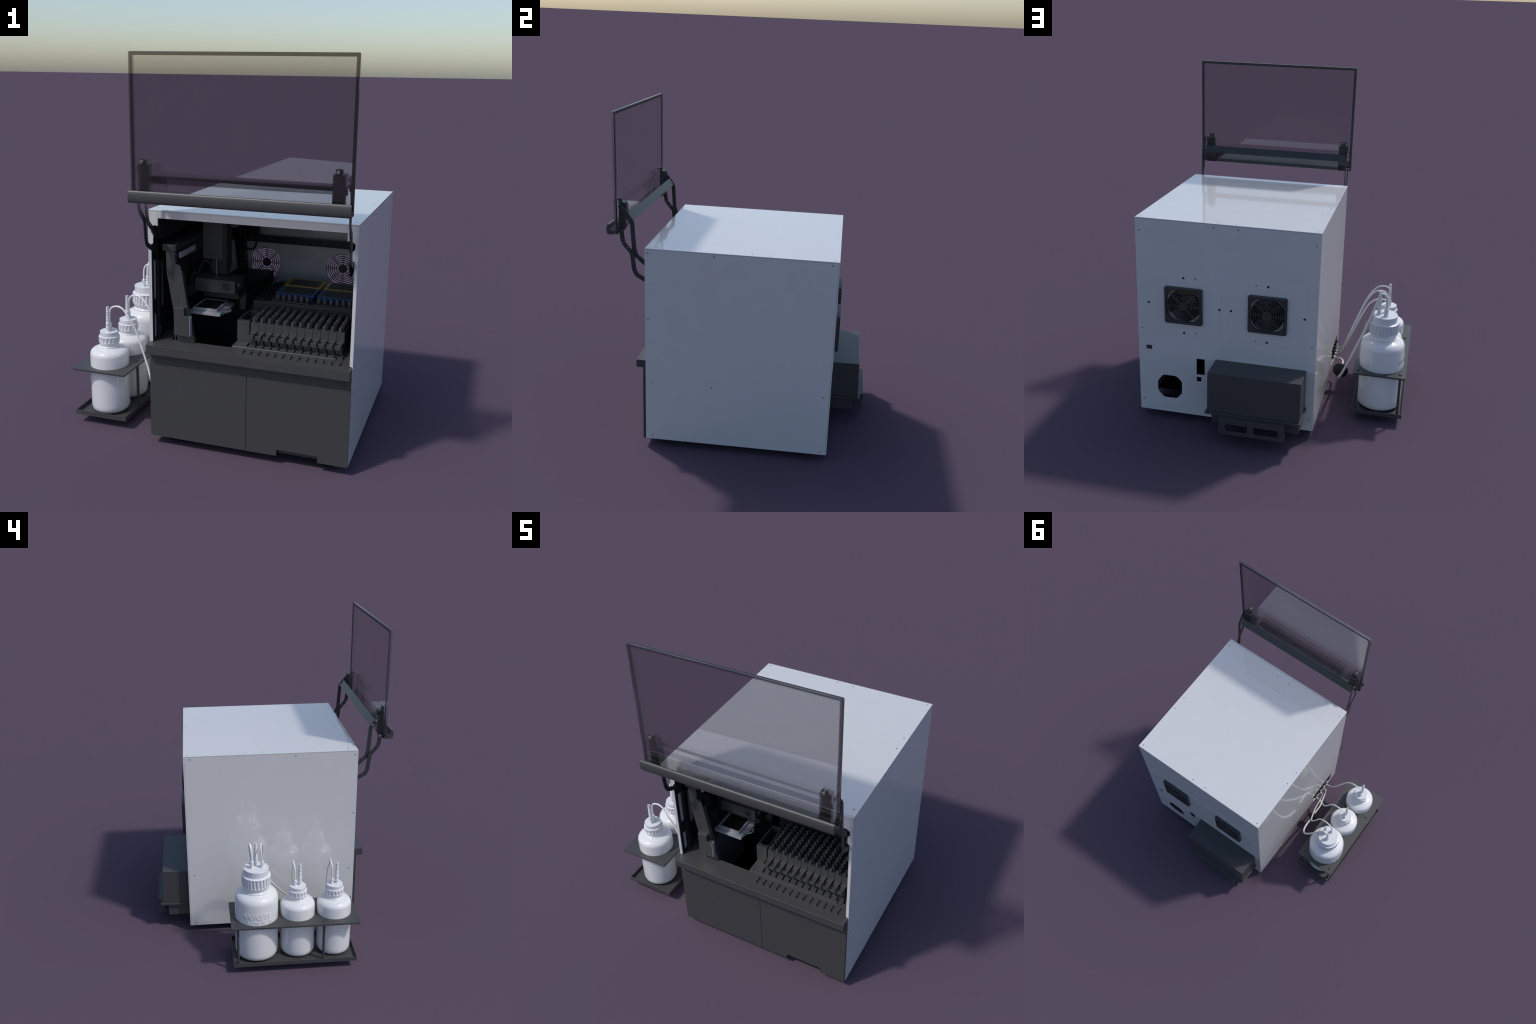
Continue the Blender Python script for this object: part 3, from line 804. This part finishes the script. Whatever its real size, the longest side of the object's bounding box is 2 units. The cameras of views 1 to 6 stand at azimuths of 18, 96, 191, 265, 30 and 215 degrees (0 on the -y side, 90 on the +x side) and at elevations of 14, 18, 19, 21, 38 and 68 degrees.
def ribbed_collar(parent, c, r, z0, z1, nrib, ztaper, rtaper):
    """Screw collar: fluted skirt with a plain lower ring."""
    bm = bmesh.new()
    n = nrib * 8
    zs = [(z1 + (z1 - z0) * 0.10, r * 0.90, 0), (z1 + (z1 - z0) * 0.02, r * 0.985, 0), (z1 - 0.0005, r * 0.99, 0), (z1 - 0.003, r, 1), (z0 + 0.003, r, 1), (z0 + 0.0005, r * 0.985, 0),
          (z0, r * 0.975, 0), (ztaper, rtaper, 0), (ztaper, rtaper * 0.80, 0)]
    rings = []
    for z, rr, fl in zs:
        ring = []
        for i in range(n):
            ph = (i % 8) / 8
            dep = 0.0
            if fl:
                dep = 0.0 if ph < 0.36 else 0.075
            a = 2 * math.pi * i / n
            ring.append(bm.verts.new((c[0] + rr * (1 - dep) * math.cos(a), c[1] + rr * (1 - dep) * math.sin(a), z)))
        rings.append(ring)
    for a, b in zip(rings, rings[1:]):
        for i in range(n):
            bm.faces.new((a[i], b[i], b[(i + 1) % n], a[(i + 1) % n]))
    bm.faces.new(rings[0])
    return from_bm(bm, "screw_collar", BOTTLECAP, parent, 35)

def strain_hose(parent, x, y, z0, z1, s=1.0):
    """Hose nipple: hex nut, body and a ribbed strain relief, open at the top."""
    bm = bmesh.new()
    h = z1 - z0
    add_lathe(bm, [(0, z0), (0.0125 * s, z0), (0.0125 * s, z0 + 0.010), (0.0105 * s, z0 + 0.0115), (0, z0 + 0.0115)], (x, y, 0), "Z", 6)
    prof = [(0.0100 * s, z0 + 0.0115), (0.0125 * s, z0 + 0.016), (0.0125 * s, z0 + 0.030), (0.0105 * s, z0 + 0.033), (0.0120 * s, z0 + 0.036), (0.0120 * s, z0 + 0.050), (0.0095 * s, z0 + 0.054)]
    nr = 9
    zz, dz = z0 + 0.054, (h - 0.058) / nr
    for k in range(nr):
        rr = (0.0105 - 0.0018 * k / nr) * s
        prof += [(rr * 0.80, zz + dz * 0.10), (rr, zz + dz * 0.35), (rr, zz + dz * 0.75), (rr * 0.80, zz + dz * 0.95)]
        zz += dz
    prof += [(0.0085 * s, z1 - 0.003), (0.0085 * s, z1), (0.0058 * s, z1), (0.0055 * s, z1 - 0.012), (0, z1 - 0.012)]
    add_lathe(bm, prof, (x, y, 0), "Z", 20)
    add_sweep(bm, [(x + 0.001, y - 0.0075 * s, z1 - 0.001), (x + 0.001, y - 0.012 * s, z1 + 0.002)], 0.0014, 6)
    return from_bm(bm, "ribbed_hose_nipple", BOTTLECAP, parent, 40)

def compression_fitting(parent, x, y, z0, s=1.0):
    bm = bmesh.new()
    add_lathe(bm, cyl_prof(0.0125 * s, z0, z0 + 0.012 * s, 0.0008), (x, y, 0), "Z", 6)
    add_lathe(bm, [(0, z0 + 0.012 * s), (0.0085 * s, z0 + 0.012 * s), (0.0085 * s, z0 + 0.017 * s), (0, z0 + 0.017 * s)], (x, y, 0), "Z", 16)
    add_lathe(bm, cyl_prof(0.0112 * s, z0 + 0.017 * s, z0 + 0.042 * s, 0.001), (x, y, 0), "Z", 8)
    return from_bm(bm, "compression_fitting", BOTTLECAP, parent, 35)

def bottle(i, label):
    x, y, r = BOTTLES[i]
    big = i == 0
    b = thing("waste_bottle" if big else "reagent_bottle", label, "bottle", (x, y, 0.0535))
    z0 = 0.0540
    if big:
        zs = 0.4485
        prof = [(0, z0), (0.070, z0), (0.098, z0 + 0.001), (0.116, z0 + 0.006), (0.128, z0 + 0.018), (0.1330, z0 + 0.034), (r, z0 + 0.050), (r, 0.2), (r, 0.32), (r, zs),
                (0.1322, zs + 0.016), (0.1265, zs + 0.030), (0.1165, zs + 0.041), (0.102, zs + 0.0480), (0.0885, zs + 0.0515), (0.0850, zs + 0.054),
                (0.0850, zs + 0.061), (0.0800, zs + 0.063), (0.0770, zs + 0.067), (0.0770, 0.57), (0, 0.57)]
        ct, cz, cr = 0.6520, 0.6180, 0.0757
        col = (0.0893, 0.5450, 0.6060, 26, 0.5285, 0.0815)
    else:
        zs = 0.3868
        prof = [(0, z0), (0.056, z0), (0.078, z0 + 0.001), (0.093, z0 + 0.006), (0.102, z0 + 0.016), (0.1062, z0 + 0.030), (r, z0 + 0.044), (r, 0.2), (r, 0.32), (r, zs),
                (0.1055, zs + 0.010), (0.1000, zs + 0.020), (0.0900, zs + 0.0280), (0.0770, zs + 0.0335), (0.0625, zs + 0.0370), (0.0560, zs + 0.039),
                (0.0560, zs + 0.044), (0.0530, zs + 0.046), (0.0505, zs + 0.050), (0.0505, 0.475), (0, 0.475)]
        ct, cz, cr = 0.5160, 0.4880, 0.0500
        col = (0.0575, 0.4570, 0.4880, 18, 0.4440, 0.0535)
    body = lathe("bottle_body", b, BOTTLE, prof, (x, y, 0), n=96, smooth=50)
    lathe("cap_disc", b, BOTTLECAP, [(0, cz - 0.006), (cr, cz - 0.006), (cr, ct - 0.001), (cr - 0.001, ct), (0, ct)], (x, y, 0), n=64)
    ribbed_collar(b, (x, y), *col)
    if big:
        for k, w in enumerate(("WASTE", "VACUUM", "BOTTLE")):
            wrap_text(w, 0.0535, r, x, y, 0.3640 - 0.0490 * k, body, 1.0)
    else:
        wrap_text("BOTTLE", 0.038, r, x, y, 0.2260, body, 1.0)
    return b, ct

b1, c1 = bottle(0, "large white plastic waste bottle with ribbed screw cap")
b2, c2 = bottle(1, "small white plastic bottle with ribbed cap and hose")
b3, c3 = bottle(2, "small white plastic bottle with ribbed cap and hose")
strain_hose(b1, -0.5850, 0.1345, c1, 0.7960, 1.05)
compression_fitting(b1, -0.6300, 0.1630, c1, 1.15)
compression_fitting(b1, -0.6250, 0.0994, c1, 1.0)
for b, ct, y in ((b2, c2, -0.1170), (b3, c3, -0.3450)):
    strain_hose(b, -0.6195, y - 0.0155, ct, 0.6570)
    compression_fitting(b, -0.6250, y + 0.0150, ct, 0.9)
# flexible lines from the bottles to the ports
TR = 0.0052
tube("supply_tube", b3, TUBE, [(-0.625, -0.330, 0.545), (-0.625, -0.330, 0.605), (-0.618, -0.328, 0.636), (-0.598, -0.326, 0.650), (-0.568, -0.326, 0.652), (-0.535, -0.330, 0.636), (-0.497, -0.338, 0.588), (-0.460, -0.333, 0.516), (-0.392, -0.343, 0.332), (-0.340, -0.372, 0.182), (-0.315, -0.383, 0.148), (-0.290, -0.385, 0.1380), (-0.272, -0.385, 0.1375)], TR)
tube("supply_tube", b2, TUBE, [(-0.625, -0.102, 0.545), (-0.625, -0.101, 0.605), (-0.617, -0.099, 0.636), (-0.598, -0.097, 0.650), (-0.560, -0.098, 0.650), (-0.528, -0.103, 0.630), (-0.498, -0.109, 0.594), (-0.464, -0.107, 0.524), (-0.430, -0.116, 0.438), (-0.375, -0.178, 0.284), (-0.352, -0.234, 0.220), (-0.323, -0.325, 0.157), (-0.305, -0.340, 0.140), (-0.272, -0.3405, 0.1375)], TR)
tube("supply_tube", b1, TUBE, [(-0.625, 0.0994, 0.680), (-0.626, 0.104, 0.740), (-0.618, 0.107, 0.774), (-0.594, 0.103, 0.787), (-0.557, 0.096, 0.778), (-0.525, 0.088, 0.745), (-0.496, 0.082, 0.694), (-0.462, 0.083, 0.604), (-0.432, 0.072, 0.522), (-0.399, 0.015, 0.412), (-0.357, -0.109, 0.272), (-0.336, -0.213, 0.202), (-0.316, -0.284, 0.150), (-0.298, -0.2945, 0.138), (-0.272, -0.2945, 0.1365)], TR)
tube("waste_tube", b1, TUBE, [(-0.630, 0.163, 0.690), (-0.629, 0.164, 0.745), (-0.622, 0.167, 0.778), (-0.606, 0.171, 0.794), (-0.584, 0.171, 0.772), (-0.526, 0.152, 0.588), (-0.436, 0.134, 0.344), (-0.388, 0.101, 0.220), (-0.363, 0.050, 0.152), (-0.354, 0.000, 0.118), (-0.3525, -0.040, 0.1060), (-0.3525, -0.062, 0.1050)], 0.0078)
tube("waste_tube", b1, TUBE, [(-0.272, -0.2362, 0.1395), (-0.300, -0.2362, 0.1390), (-0.332, -0.233, 0.1370), (-0.350, -0.215, 0.1340), (-0.355, -0.180, 0.1330), (-0.3535, -0.100, 0.1300)], 0.0062)
lathe("inline_filter", b1, BLACK, [(0, -0.030), (0.012, -0.030), (0.013, -0.017), (0.030, -0.014), (0.046, -0.006), (0.050, 0.0), (0.046, 0.006), (0.030, 0.014), (0.010, 0.017), (0.009, 0.026), (0, 0.026)],
      (-0.3530, -0.0820, 0.1285), "Y", 40)
